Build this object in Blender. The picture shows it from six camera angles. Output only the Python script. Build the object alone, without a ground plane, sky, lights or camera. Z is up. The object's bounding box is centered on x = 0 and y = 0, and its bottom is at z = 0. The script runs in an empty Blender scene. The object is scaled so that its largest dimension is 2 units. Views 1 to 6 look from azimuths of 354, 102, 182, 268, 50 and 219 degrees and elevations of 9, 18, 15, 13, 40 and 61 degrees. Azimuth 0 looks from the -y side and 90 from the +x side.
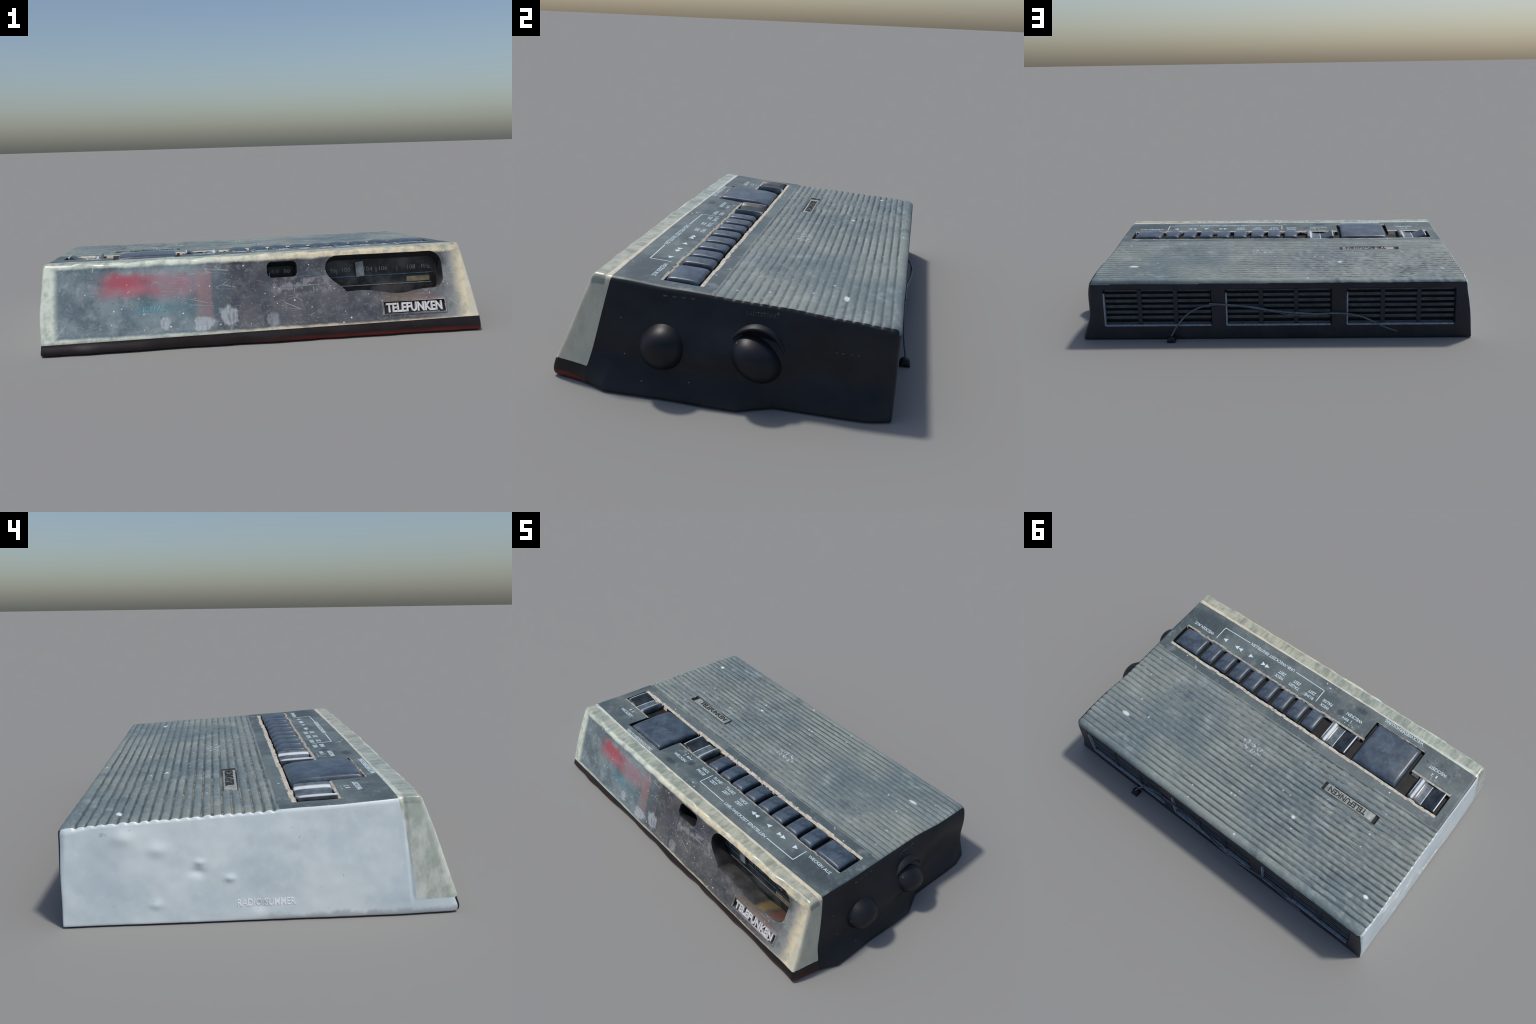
# Old clock radio: tapered casing, scratched front window, control strip with keys,
# ribbed top grille, vented back, two side knobs, aerial wire.
import bpy, math
import numpy as np
from mathutils import Vector, Matrix

RNG = np.random.default_rng(7)
TURN = math.radians(1.35)          # the thing stands slightly turned on the ground

# ------------------------------------------------------------------ helpers
def sstep(a, b, x):
    t = np.clip((np.asarray(x, float) - a) / (b - a), 0, 1)
    return t * t * (3 - 2 * t)

def gauss(x, c, w):
    return np.exp(-((np.asarray(x, float) - c) / w) ** 2)

def lattice(ix, iy, seed):
    h = (ix * 374761393 + iy * 668265263 + seed * 974711) & 0x7FFFFFFF
    h = (h ^ (h >> 13)) * 1274126177 & 0x7FFFFFFF
    h = h ^ (h >> 16)
    return (h & 0xFFFF) / 65535.0 * 2 - 1

def noise2(x, y, seed=0):
    """smooth value noise, about -1..1"""
    x, y = np.broadcast_arrays(np.asarray(x, float), np.asarray(y, float))
    x0, y0 = np.floor(x).astype(np.int64), np.floor(y).astype(np.int64)
    fx, fy = x - x0, y - y0
    fx, fy = fx * fx * (3 - 2 * fx), fy * fy * (3 - 2 * fy)
    a, b = lattice(x0, y0, seed), lattice(x0 + 1, y0, seed)
    c, d = lattice(x0, y0 + 1, seed), lattice(x0 + 1, y0 + 1, seed)
    return (a * (1 - fx) + b * fx) * (1 - fy) + (c * (1 - fx) + d * fx) * fy

def box_inside(x, y, x0, x1, y0, y1):
    """distance to the rim, positive inside a rectangle"""
    return np.minimum(np.minimum(x - x0, x1 - x), np.minimum(y - y0, y1 - y))

def round_inside(x, y, x0, x1, y0, y1, r):
    qx = np.abs(x - (x0 + x1) / 2) - (x1 - x0) / 2 + r
    qy = np.abs(y - (y0 + y1) / 2) - (y1 - y0) / 2 + r
    return r - np.hypot(np.maximum(qx, 0), np.maximum(qy, 0)) - np.minimum(np.maximum(qx, qy), 0)

# ------------------------------------------------------------------ overall form
BX0, BX1, BY0, BY1, BZ = -0.96, 0.90, -0.55, 0.58, 0.34      # plain box that is bent into shape
SEAM = 0.0658                                               # window / casing seam along the depth
LOW_LEFT, LOW_RIGHT = 0.0430, 0.0470                      # lower edge of the window in box height
SEAM_Z = 0.050                                              # lower edge of the window

FOOT_Y = [-0.62, -0.555, -0.42, -0.20, 0.08, 0.19, 0.39, 0.50, 0.60]
FOOT_X = [0.918, 0.944, 0.990, 0.990, 0.998, 0.950, 0.955, 0.955, 0.928]

def ztop(x, y):
    return 0.3365 + 0.008 * x - 0.058 * y + 0.004 * sstep(-0.15, -0.45, y) + 0.004 * sstep(-0.45, -0.95, x)

def left_x(w):
    return -0.986 + 0.028 * w - 0.004 * np.sin(np.clip(w, 0, 1) * math.pi)

def right_x(w, v):
    yy = -0.6 + 1.18 * v
    foot = np.interp(yy, FOOT_Y, FOOT_X)
    body = 0.868 + 0.066 * np.clip(1 - w, 0, 1) ** 0.8
    # the wall swells round the two knobs and falls back towards the rear
    body = body + 0.040 * gauss(yy, -0.05, 0.14) * gauss(w, 0.42, 0.28) + 0.014 * gauss(yy, -0.30, 0.14) * gauss(w, 0.60, 0.30)
    body = body + 0.024 * gauss(yy, 0.11, 0.11) * gauss(w, 0.5, 0.25) + 0.018 * gauss(yy, -0.2, 0.10) * gauss(w, 0.5, 0.25)
    rear = sstep(0.15, 0.35, yy)
    body = body + rear * (0.013 * gauss(w, 0.88, 0.28) - 0.016 * gauss(w, 0.38, 0.25))
    return body + (foot - 0.934) * (1 - sstep(0.0, 0.34, w))

def front_y(w, s):
    bow = 0.012 * (1 - (2 * s - 1) ** 2)
    z = w * 0.365
    slope = -0.599 + 0.122 * (z - 0.05) / 0.315
    low = -0.600 - 0.007 * s - 0.004 * np.sin(z / 0.05 * math.pi * 1.5)
    k = sstep(0.042, 0.058, z)
    belly = 0.007 * gauss(s, 0.22, 0.25) * gauss(w, 0.75, 0.25)
    return low * (1 - k) + slope * k - bow * k * w - belly

def back_y(w, s):
    return 0.586 - 0.018 * s + 0.003 * w

def bend(X, Y, Z):
    w = Z / BZ
    s = (X - BX0) / (BX1 - BX0)
    v = (Y - BY0) / (BY1 - BY0)
    xl, xr = left_x(w), right_x(w, v)
    xl = xl + 0.011 * gauss(v, -0.02, 0.07) * (1 - sstep(0.1, 0.5, w))   # front foot drawn in
    x = xl + (xr - xl) * s
    yf, yb = front_y(w, s), back_y(w, s)
    y = yf + (yb - yf) * v
    vv = np.clip(v / SEAM, 0, None)
    y = y + 0.055 * (1 - w) * vv * np.exp(1 - vv)
    z = w * ztop(x, y) + low_tilt(w, s) * np.exp(-np.clip(v, 0, None) / 0.1)
    return x, y, z

def low_tilt(w, s):
    """the window's lower edge climbs a little towards the right"""
    k = np.clip(w, 0, 1) / 0.126
    return 0.016 * s * k * np.exp(1 - k)

def box_x(x):  # real x on the top -> box x
    return BX0 + (BX1 - BX0) * (x + 0.958) / 1.826

def box_y(y):
    return BY0 + (BY1 - BY0) * (y + 0.492) / 1.066

# ------------------------------------------------------------------ relief rules
GROOVES, PITCH, GROOVE0 = 20, 0.0304, -0.044
SLOT = (-0.904, 0.815, -0.254, -0.100)
SNOOZE = (-0.676, -0.381, -0.376, -0.100)
BADGE = (-0.690, -0.372, 0.052, 0.103)
WELL = 0.022

def one_well(x, y, rect, front, back):
    across = np.minimum(x - rect[0], rect[1] - x)
    wob = 0.0022 * noise2(x * 30, 0.0 * y, 3) + 0.0012 * noise2(x * 70, 0.0 * y, 4)
    a = np.interp(y - rect[2] + wob, [0, 0.003, front, front + 0.0022], [0, 0.0025, 0.004, WELL])
    b = np.interp(rect[3] - y + wob, [0, 0.003, back, back + 0.0022], [0, 0.0025, 0.004, WELL])
    return np.minimum(np.minimum(a, b), WELL * np.clip(across / 0.0022, 0, 1))

def well_depth(x, y):
    return np.maximum(one_well(x, y, SLOT, 0.013, 0.018), one_well(x, y, SNOOZE, 0.006, 0.018))

def groove_depth(x, y):
    rugged = sstep(0.1, -0.6, x) * sstep(0.0, 0.3, y)
    wob = (0.0018 + 0.003 * rugged) * noise2(x * 15, y * 9, 5) + (0.001 + 0.0012 * rugged) * noise2(x * 42, y * 20, 6)
    t = (y + wob - GROOVE0) / PITCH
    k = np.clip(np.round(t), 0, GROOVES - 1)
    d = np.abs(t - k)
    deep = 0.0046 * (0.55 + 0.45 * sstep(0.5, -0.6, x)) * (1 + 0.45 * noise2(x * 8, k * 3.1, 8))
    keep = 1 - sstep(0.0, 0.004, round_inside(x, y, *BADGE, 0.004) + 0.004)
    ridge = (0.0010 + 0.0012 * rugged) * noise2(x * 48, y * 40, 9) * sstep(-0.06, -0.03, y)
    return (deep * np.exp(-(d / 0.19) ** 2)) * keep + ridge * keep

def badge_depth(x, y):
    return 0.008 * sstep(0, 0.003, box_inside(x, y, *BADGE))

def top_relief(x, y):
    """how far the top lies below the plain form"""
    d = np.maximum(well_depth(x, y), badge_depth(x, y))
    rough = 0.0011 * noise2(x * 7, y * 8, 11) + 0.0006 * noise2(x * 26, y * 26, 12)
    rim = (1 - sstep(-0.44, -0.42, y)) * (0.0034 * noise2(x * 20, y * 14, 14))
    return d + np.where(d > 0.004, 0, groove_depth(x, y)) + rough + rim

HOLES = dict(small=(-0.014, 0.119, 0.268, 0.334, 0.022), dial=(0.243, 0.775, 0.178, 0.347, 0.055))
DIAL_Y = -0.454           # upright dial face behind the pane

def hole_inside(x, z):
    a = round_inside(x, z, *HOLES["small"])
    lower = 0.012 * np.sin((x - 0.25) * 17) + 0.018 * gauss(x, 0.47, 0.10)
    b = round_inside(x, z - 0 * x - lower * sstep(0.28, 0.20, z), *HOLES["dial"])
    cut = (x - 0.243) - 0.10 * (0.30 - z) / 0.12 * sstep(0.31, 0.20, z)   # slanting left end
    return np.maximum(a, np.minimum(b, cut * 1.0))

BADGE_F = (0.490, 0.766, 0.094, 0.142)

def front_relief(x, z):
    d = 0.009 * sstep(0, 0.004, box_inside(x, z, *BADGE_F))
    rim = gauss(box_inside(x, z, BADGE_F[0] - 0.008, BADGE_F[1] + 0.008, BADGE_F[2] - 0.008, BADGE_F[3] + 0.008), 0.004, 0.004)
    d = d - 0.006 * rim * (box_inside(x, z, *BADGE_F) < 0.002)
    # the pane lies a little inside its raised rim
    pane = box_inside(x, z, -0.915, 0.825, 0.078, 0.338)
    d = d + 0.002 * sstep(-0.006, 0.012, pane)
    wave = 0.0018 * noise2(x * 8, z * 14, 21) + 0.0007 * noise2(x * 28, z * 30, 22)
    edge = 0.0045 * noise2(x * 20, 0.5, 23) * sstep(0.325, 0.350, z)
    return d + wave + edge

VENT_X = [(0.290, 0.822), (-0.298, 0.220), (-0.900, -0.372)]
VENT_Z = (0.070, 0.258)
VENT_DEEP = 0.030

def back_relief(x, z):
    d = 0.0
    for a, b in VENT_X:
        d = d + VENT_DEEP * sstep(0.0, 0.006, round_inside(x, z, a, b, VENT_Z[0], VENT_Z[1], 0.010))
    return d + 0.0012 * noise2(x * 7, z * 9, 31)

DENTS = [(0.185, 0.155, 0.020, 0.006), (0.090, 0.135, 0.016, -0.005), (0.300, 0.225, 0.030, -0.006),
         (0.400, 0.262, 0.032, -0.006), (0.310, 0.060, 0.020, -0.004), (0.000, 0.045, 0.022, 0.004),
         (0.18, 0.185, 0.014, -0.004), (-0.1, 0.21, 0.03, 0.002)]

def left_relief(y, z):
    d = 0.0015 * noise2(y * 9, z * 12, 41) + 0.0007 * noise2(y * 30, z * 30, 42)
    for cy, cz, r, a in DENTS:
        d = d + a * np.exp(-((y - cy) ** 2 + ((z - cz) * 1.5) ** 2) / r ** 2)
    d = d + 0.004 * gauss(y, -0.425 - 0.11 * (0.35 - z), 0.004) * sstep(0.03, 0.06, z)   # seam of the window
    return d

def right_relief(y, z):
    return 0.0012 * noise2(y * 7, z * 9, 51)

def lines(lo, hi, step, fixed=()):
    out = list(np.arange(lo, hi + step * 0.5, step))
    out[-1] = hi
    for e in fixed:
        out += [e]
    out = np.array(sorted(out))
    keep = [out[0]]
    fx = np.array(list(fixed) + [lo, hi])
    for v in out[1:]:
        if v - keep[-1] < 0.0009:
            if np.min(np.abs(fx - v)) < 1e-9 and keep[-1] != out[0]:
                keep[-1] = v
            continue
        keep.append(v)
    if keep[-1] != hi:
        keep[-1] = hi
    return np.array(keep)

def edge_lines(e, sign, chamfer=None):
    steps = (-0.003, 0.0, 0.0022, 0.0045) if chamfer is None else (-0.003, 0.0, chamfer / 2, chamfer, chamfer + 0.0022, chamfer + 0.005)
    return [e + sign * o for o in steps]

def build_shell():
    near = [0.0012, 0.003, 0.006, 0.010, 0.015, 0.020, 0.028]
    fx = []
    for e, s in ((SLOT[0], 1), (SLOT[1], -1), (SNOOZE[0], 1), (SNOOZE[1], -1)):
        fx += [box_x(t) for t in edge_lines(e, s)]
    fx += [BX0 + n for n in near] + [BX1 - n for n in near]
    fx += list(np.arange(box_x(0.22), box_x(0.80), 0.0030)) + list(np.arange(box_x(-0.03), box_x(0.13), 0.003))
    xs = lines(BX0, BX1, 0.0052, fx)
    fy = []
    for e, s, c in ((SLOT[2], 1, 0.013), (SLOT[3], -1, 0.018), (SNOOZE[2], 1, 0.006)):
        fy += [box_y(t) for t in edge_lines(e, s, c)]
    fy += [BY0 + n for n in near] + [BY1 - n for n in near] + [BY0 + SEAM * (BY1 - BY0)]
    ys = np.unique(np.concatenate([lines(BY0, box_y(-0.06), 0.0055, [f for f in fy if f < box_y(-0.06)]),
                                   lines(box_y(-0.06), BY1, 0.0038, [f for f in fy if f > box_y(-0.06)])]))
    zs = lines(0.0, BZ, 0.0034, [n for n in near] + [BZ - n for n in near] + [LOW_LEFT, LOW_RIGHT])
    nx, ny, nz = len(xs), len(ys), len(zs)
    faces, tags, keys = [], [], []

    def sheet(name, I, J, K, flip):
        key = (I.astype(np.int64) * 4096 + J) * 4096 + K
        q = np.stack([key[:-1, :-1], key[1:, :-1], key[1:, 1:], key[:-1, 1:]], -1).reshape(-1, 4)
        if flip:
            q = q[:, ::-1]
        faces.append(q)
        tags.extend([name] * len(q))

    i, j = np.meshgrid(np.arange(nx), np.arange(ny), indexing="ij")
    sheet("top", i, j, np.full_like(i, nz - 1), False)
    sheet("bottom", i, j, np.zeros_like(i), True)
    i, k = np.meshgrid(np.arange(nx), np.arange(nz), indexing="ij")
    sheet("front", i, np.zeros_like(i), k, False)
    sheet("back", i, np.full_like(i, ny - 1), k, True)
    j, k = np.meshgrid(np.arange(ny), np.arange(nz), indexing="ij")
    sheet("left", np.zeros_like(j), j, k, True)
    sheet("right", np.full_like(j, nx - 1), j, k, False)
    F = np.concatenate(faces)
    uniq, inv = np.unique(F, return_inverse=True)
    F = inv.reshape(F.shape)
    I, J, K = uniq // (4096 * 4096), (uniq // 4096) % 4096, uniq % 4096
    q = np.stack([xs[I], ys[J], zs[K]], -1)
    tags = np.array(tags)

    # rounded edges
    lo, hi = np.array([BX0, BY0, 0.0]), np.array([BX1, BY1, BZ])
    r = 0.014 + 0.015 * sstep(0.45, 0.56, q[:, 1]) * sstep(0.15, 0.30, q[:, 2])
    r = r - 0.006 * (1 - sstep(0.0, 0.10, q[:, 2]))
    r = r[:, None]
    inner = np.clip(q, lo + r, hi - r)
    n = q - inner
    n /= np.maximum(np.linalg.norm(n, axis=1, keepdims=True), 1e-9)
    p = inner + r * n
    x, y, z = bend(p[:, 0], p[:, 1], p[:, 2])
    # relief, pushed inwards along the plain form's normal
    d = np.zeros(len(x))
    dx, dy, dz = np.zeros_like(d), np.zeros_like(d), np.zeros_like(d)
    wt = sstep(0.25, 0.75, n[:, 2])
    dz -= top_relief(x, y) * wt
    gr = groove_depth(x, y) * sstep(-0.055, -0.05, y) * (1 - sstep(0.545, 0.555, y))
    dx -= gr * n[:, 0] * sstep(0.2, 0.6, n[:, 2]) * 0.8
    wf = sstep(0.25, 0.75, -n[:, 1])
    dy += front_relief(x, z) * wf * sstep(0.03, 0.06, z) * sstep(-0.96, -0.93, x) * (1 - sstep(0.86, 0.885, x))
    dy -= wf * (1 - sstep(0.012, 0.05, z)) * (0.000 + 0.006 * noise2(x * 5, 0 * z, 61) + 0.003 * noise2(x * 14, z * 12, 62))
    dy -= back_relief(x, z) * sstep(0.5, 0.9, n[:, 1])
    dx += left_relief(y, z) * sstep(0.4, 0.9, -n[:, 0])
    dx -= right_relief(y, z) * sstep(0.4, 0.9, n[:, 0])
    V = np.stack([x + dx, y + dy, z + dz], -1)
    V[:, 2] -= V[:, 2].min()
    return V, F, tags, (x, y, z), q[:, 2], q[:, 1]

def split_shell():
    V, F, tags, (x, y, z), bz, by = build_shell()
    # cut the two dial openings and draw the cut edge onto their outline
    gone = (tags == "front") & (hole_inside(x[F].mean(1), z[F].mean(1)) > 0)
    edge = np.intersect1d(np.unique(F[gone]), np.unique(F[~gone]))
    px, pz = V[edge, 0].copy(), V[edge, 2].copy()
    for _ in range(6):
        f, e = hole_inside(px, pz), 1e-4
        gx = (hole_inside(px + e, pz) - hole_inside(px - e, pz)) / (2 * e)
        gz = (hole_inside(px, pz + e) - hole_inside(px, pz - e)) / (2 * e)
        g2 = np.maximum(gx * gx + gz * gz, 0.2)
        px, pz = px - 0.8 * f * gx / g2, pz - 0.8 * f * gz / g2
    V[edge, 0], V[edge, 2] = px, pz
    V[edge, 1] = front_frame(px, pz) + front_relief(px, pz)
    keep = ~gone
    F, tags = F[keep], tags[keep]
    fz, fy = bz[F].mean(1), by[F].mean(1)
    cx, cy, cz = x[F].mean(1), y[F].mean(1), z[F].mean(1)
    depth_top = np.maximum(well_depth(cx, cy), 0)
    part = np.full(len(F), "base_plate", dtype=object)
    top = tags == "top"
    part[top] = "grille"
    part[top & (cy < -0.056)] = "control_panel"
    part[top & (fy < BY0 + SEAM * (BY1 - BY0))] = "front_window"
    part[top & (depth_top > 0.0004)] = "key_slot_rim"
    part[top & (depth_top > 0.0042)] = "key_well"
    part[top & (box_inside(cx, cy, *BADGE) > 0)] = "badge_recess"
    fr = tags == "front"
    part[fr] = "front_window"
    part[fr & (fz < LOW_LEFT)] = "front_skirt"
    part[fr & (box_inside(cx, cz, *BADGE_F) > 0)] = "badge_recess"
    part[tags == "back"] = "back_panel"
    part[(tags == "back") & (cz > 0.286)] = "grille"
    vent = np.zeros(len(F), bool)
    for a, b in VENT_X:
        vent |= round_inside(cx, cz, a, b, VENT_Z[0], VENT_Z[1], 0.010) > 0.003
    part[(tags == "back") & vent] = "vent_recess"
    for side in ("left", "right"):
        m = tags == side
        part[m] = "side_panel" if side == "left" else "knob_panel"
        low = LOW_LEFT if side == "left" else LOW_RIGHT
        ahead = fy < BY0 + SEAM * (BY1 - BY0)
        part[m & ahead & (fz > low)] = "front_window"
        if side == "right":
            part[m & ahead & (fz <= low)] = "front_skirt"
    return V, F, part

# ------------------------------------------------------------------ materials
class Graph:
    def __init__(self, name):
        self.mat = bpy.data.materials.new(name)
        self.mat.use_nodes = True
        self.t = self.mat.node_tree
        self.t.nodes.clear()
        self.out = self.t.nodes.new("ShaderNodeOutputMaterial")
        self.bsdf = self.t.nodes.new("ShaderNodeBsdfPrincipled")
        self.t.links.new(self.bsdf.outputs[0], self.out.inputs[0])
        self.pos = self.t.nodes.new("ShaderNodeTexCoord").outputs["Object"]
        self._xyz = None

    def set(self, sock, val):
        if hasattr(val, "links") or isinstance(val, bpy.types.NodeSocket):
            self.t.links.new(val, sock)
        else:
            if isinstance(val, (tuple, list)) and len(val) == 3 and sock.type == "RGBA":
                val = (*val, 1)
            sock.default_value = val

    def math(self, op, a, b=0.0, c=None, clamp=False):
        n = self.t.nodes.new("ShaderNodeMath")
        n.operation, n.use_clamp = op, clamp
        self.set(n.inputs[0], a)
        self.set(n.inputs[1], b)
        if c is not None:
            self.set(n.inputs[2], c)
        return n.outputs[0]

    def xyz(self, i):
        if self._xyz is None:
            n = self.t.nodes.new("ShaderNodeSeparateXYZ")
            self.t.links.new(self.pos, n.inputs[0])
            self._xyz = n
        return self._xyz.outputs[i]

    def scaled(self, sx, sy, sz, rot=(0, 0, 0), loc=(0, 0, 0)):
        n = self.t.nodes.new("ShaderNodeMapping")
        self.t.links.new(self.pos, n.inputs[0])
        n.inputs["Scale"].default_value = (sx, sy, sz)
        n.inputs["Rotation"].default_value = rot
        n.inputs["Location"].default_value = loc
        return n.outputs[0]

    def noise(self, scale, detail=4.0, vec=None, rough=0.6, distort=0.0):
        n = self.t.nodes.new("ShaderNodeTexNoise")
        n.inputs["Scale"].default_value = scale
        n.inputs["Detail"].default_value = detail
        n.inputs["Roughness"].default_value = rough
        n.inputs["Distortion"].default_value = distort
        self.t.links.new(vec or self.pos, n.inputs["Vector"])
        return n.outputs["Fac"]

    def cells(self, scale, vec=None, feature="F1", rand=1.0):
        n = self.t.nodes.new("ShaderNodeTexVoronoi")
        n.feature = feature
        n.inputs["Scale"].default_value = scale
        n.inputs["Randomness"].default_value = rand
        self.t.links.new(vec or self.pos, n.inputs["Vector"])
        return n.outputs["Distance"]

    def ramp(self, fac, lo, hi, a=0.0, b=1.0):
        n = self.t.nodes.new("ShaderNodeMapRange")
        n.interpolation_type = "SMOOTHSTEP"
        self.set(n.inputs["Value"], fac)
        n.inputs["From Min"].default_value, n.inputs["From Max"].default_value = lo, hi
        n.inputs["To Min"].default_value, n.inputs["To Max"].default_value = a, b
        return n.outputs[0]

    def mix(self, fac, a, b):
        n = self.t.nodes.new("ShaderNodeMix")
        n.data_type = "RGBA"
        self.set(n.inputs[0], fac)
        self.set(n.inputs[6], a)
        self.set(n.inputs[7], b)
        return n.outputs[2]

    def band(self, coord, lo, hi, soft):
        a = self.ramp(coord, lo - soft, lo + soft)
        b = self.ramp(coord, hi - soft, hi + soft, 1.0, 0.0)
        return self.math("MULTIPLY", a, b)

    def patch(self, cx, cz, rx, rz, soft=0.5, warp=0.25, scale=30, axis=2):
        """soft-edged uneven blot on the x / z (or y) plane"""
        dx = self.math("DIVIDE", self.math("SUBTRACT", self.xyz(0), cx), rx)
        dz = self.math("DIVIDE", self.math("SUBTRACT", self.xyz(axis), cz), rz)
        d = self.math("SQRT", self.math("ADD", self.math("MULTIPLY", dx, dx), self.math("MULTIPLY", dz, dz)))
        d = self.math("ADD", d, self.math("MULTIPLY", self.math("SUBTRACT", self.noise(scale, 3), 0.5), warp * 4))
        return self.ramp(d, 1 - soft, 1 + soft, 1.0, 0.0)

    def most(self, *vals):
        v = vals[0]
        for w in vals[1:]:
            v = self.math("MAXIMUM", v, w)
        return v

    def times(self, a, b):
        return self.math("MULTIPLY", a, b)

    def finish(self, colour, rough=0.5, spec=0.4, bump=None, strength=0.2, dist=0.002, metallic=0.0):
        self.set(self.bsdf.inputs["Base Color"], colour)
        self.set(self.bsdf.inputs["Roughness"], rough)
        self.bsdf.inputs["Specular IOR Level"].default_value = spec
        self.bsdf.inputs["Metallic"].default_value = metallic
        if bump is not None:
            n = self.t.nodes.new("ShaderNodeBump")
            n.inputs["Strength"].default_value = strength
            n.inputs["Distance"].default_value = dist
            self.t.links.new(bump, n.inputs["Height"])
            self.t.links.new(n.outputs[0], self.bsdf.inputs["Normal"])
        return self.mat

def lin(r, g, b):
    return tuple(((c / 255) / 12.92 if c / 255 < 0.04045 else ((c / 255 + 0.055) / 1.055) ** 2.4) for c in (r, g, b))

def specks(g, scale, size, amount):
    d = g.cells(scale)
    some = g.ramp(g.noise(scale * 0.35, 2), 0.5 + amount * 0.2, 0.53 + amount * 0.2)
    return g.times(g.ramp(d, size * 0.5, size, 1.0, 0.0), some)

def scratches(g, scale, rot, width=0.012, stretch=14, gate=0.6):
    v = g.scaled(scale, scale, scale * stretch, rot)
    d = g.cells(1.0, v, "DISTANCE_TO_EDGE")
    n = g.noise(9, 2, g.scaled(1, 1, 1, rot, (3, 1, 2)))
    return g.times(g.ramp(d, width * 0.3, width, 1.0, 0.0), g.ramp(n, gate, gate + 0.06))

def plain(name, rgb, rough=0.5, spread=0.12, scale=25, spec=0.4, bump=0.1):
    g = Graph(name)
    c = lin(*rgb)
    n = g.noise(scale, 5)
    dark, light = tuple(v * (1 - spread * 2) for v in c), tuple(min(1, v * (1 + spread * 2)) for v in c)
    return g.finish(g.mix(g.ramp(n, 0.3, 0.7), dark, light), rough, spec, n, bump)

def grille_material():
    g = Graph("ribbed_grey_plastic")
    big = g.noise(2.6, 4)
    blot = g.noise(11, 5)
    fine = g.noise(60, 4, g.scaled(0.5, 1.3, 1))
    c = g.mix(g.ramp(big, 0.35, 0.65), lin(108, 122, 125), lin(135, 144, 139))
    c = g.mix(g.times(g.ramp(blot, 0.52, 0.75), 0.7), c, lin(153, 165, 164))
    c = g.mix(g.times(g.ramp(blot, 0.45, 0.28), 0.55), c, lin(90, 99, 104))
    c = g.mix(g.times(g.ramp(fine, 0.5, 0.75), 0.4), c, lin(166, 173, 172))
    # a darker tone and pale dust lie in the grooves between the ribs
    t = g.math("DIVIDE", g.math("SUBTRACT", g.xyz(1), GROOVE0), PITCH)
    t = g.math("ADD", t, g.times(g.math("SUBTRACT", g.noise(16, 2), 0.5), 0.16))
    d = g.math("ABSOLUTE", g.math("SUBTRACT", t, g.math("ROUND", t)))
    inside = g.band(g.xyz(1), GROOVE0 - 0.012, 0.55, 0.004)
    valley = g.times(g.ramp(d, 0.06, 0.22, 1.0, 0.0), inside)
    tone_mask = g.times(g.ramp(g.noise(5, 3), 0.35, 0.6, 0.55, 0.85), g.ramp(g.xyz(0), 0.1, 0.6, 1.0, 0.7))
    c = g.mix(g.times(valley, tone_mask), c, lin(58, 66, 68))
    dash = g.times(g.ramp(g.noise(60, 3, g.scaled(0.45, 1, 1)), 0.44, 0.54), g.ramp(g.noise(3.6, 2), 0.40, 0.52))
    dust = g.times(g.times(g.ramp(d, 0.03, 0.11, 1.0, 0.0), inside), g.times(dash, g.ramp(g.xyz(1), 0.14, 0.36, 1.0, 0.0)))
    c = g.mix(g.times(dust, 0.8), c, lin(158, 150, 130))
    scuff = g.times(g.patch(0.05, 0.13, 0.06, 0.03, 0.5, 0.6, 40, 1), g.ramp(g.noise(90, 3), 0.5, 0.6))
    c = g.mix(scuff, c, lin(196, 200, 200))
    s = g.most(g.times(specks(g, 24, 0.15, 0.5), 0.7), g.times(specks(g, 10, 0.08, 0.45), 0.8), g.patch(0.702, 0.377, 0.022, 0.009, 0.4, 0.1, 40, 1),
               g.patch(-0.356, 0.308, 0.010, 0.008, 0.4, 0.1, 40, 1), g.patch(-0.865, 0.419, 0.013, 0.009, 0.4, 0.1, 40, 1))
    c = g.mix(s, c, lin(216, 222, 222))
    return g.finish(c, 0.55, 0.35, g.math("ADD", fine, g.times(g.noise(26, 3), 1.2)), 0.35, 0.003)

def panel_material():
    g = Graph("smoky_grey_panel")
    big, blot, fine = g.noise(3.4, 4), g.noise(17, 5), g.noise(60, 4)
    c = g.mix(g.ramp(big, 0.35, 0.65), lin(78, 90, 93), lin(105, 116, 116))
    c = g.mix(g.times(g.ramp(blot, 0.52, 0.72), 0.65), c, lin(130, 140, 141))
    c = g.mix(g.times(g.ramp(blot, 0.45, 0.28), 0.5), c, lin(70, 80, 86))
    c = g.mix(g.times(g.ramp(fine, 0.54, 0.74), 0.4), c, lin(146, 154, 154))
    stain = g.most(g.patch(-0.195, -0.306, 0.016, 0.02, 0.3, 0.5, 70, 1), g.patch(-0.279, -0.378, 0.03, 0.014, 0.3, 0.5, 70, 1),
                   g.times(g.patch(-0.78, -0.345, 0.09, 0.03, 0.3, 0.5, 40, 1), g.ramp(g.noise(60, 3), 0.52, 0.6)),
                   g.times(g.patch(0.72, -0.34, 0.12, 0.06, 0.5, 0.4, 14, 1), 0.7))
    c = g.mix(g.times(stain, 0.75), c, lin(54, 63, 70))
    c = g.mix(specks(g, 28, 0.15, 0.5), c, lin(214, 220, 220))
    return g.finish(c, 0.5, 0.4, g.noise(70, 3), 0.15)

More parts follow.
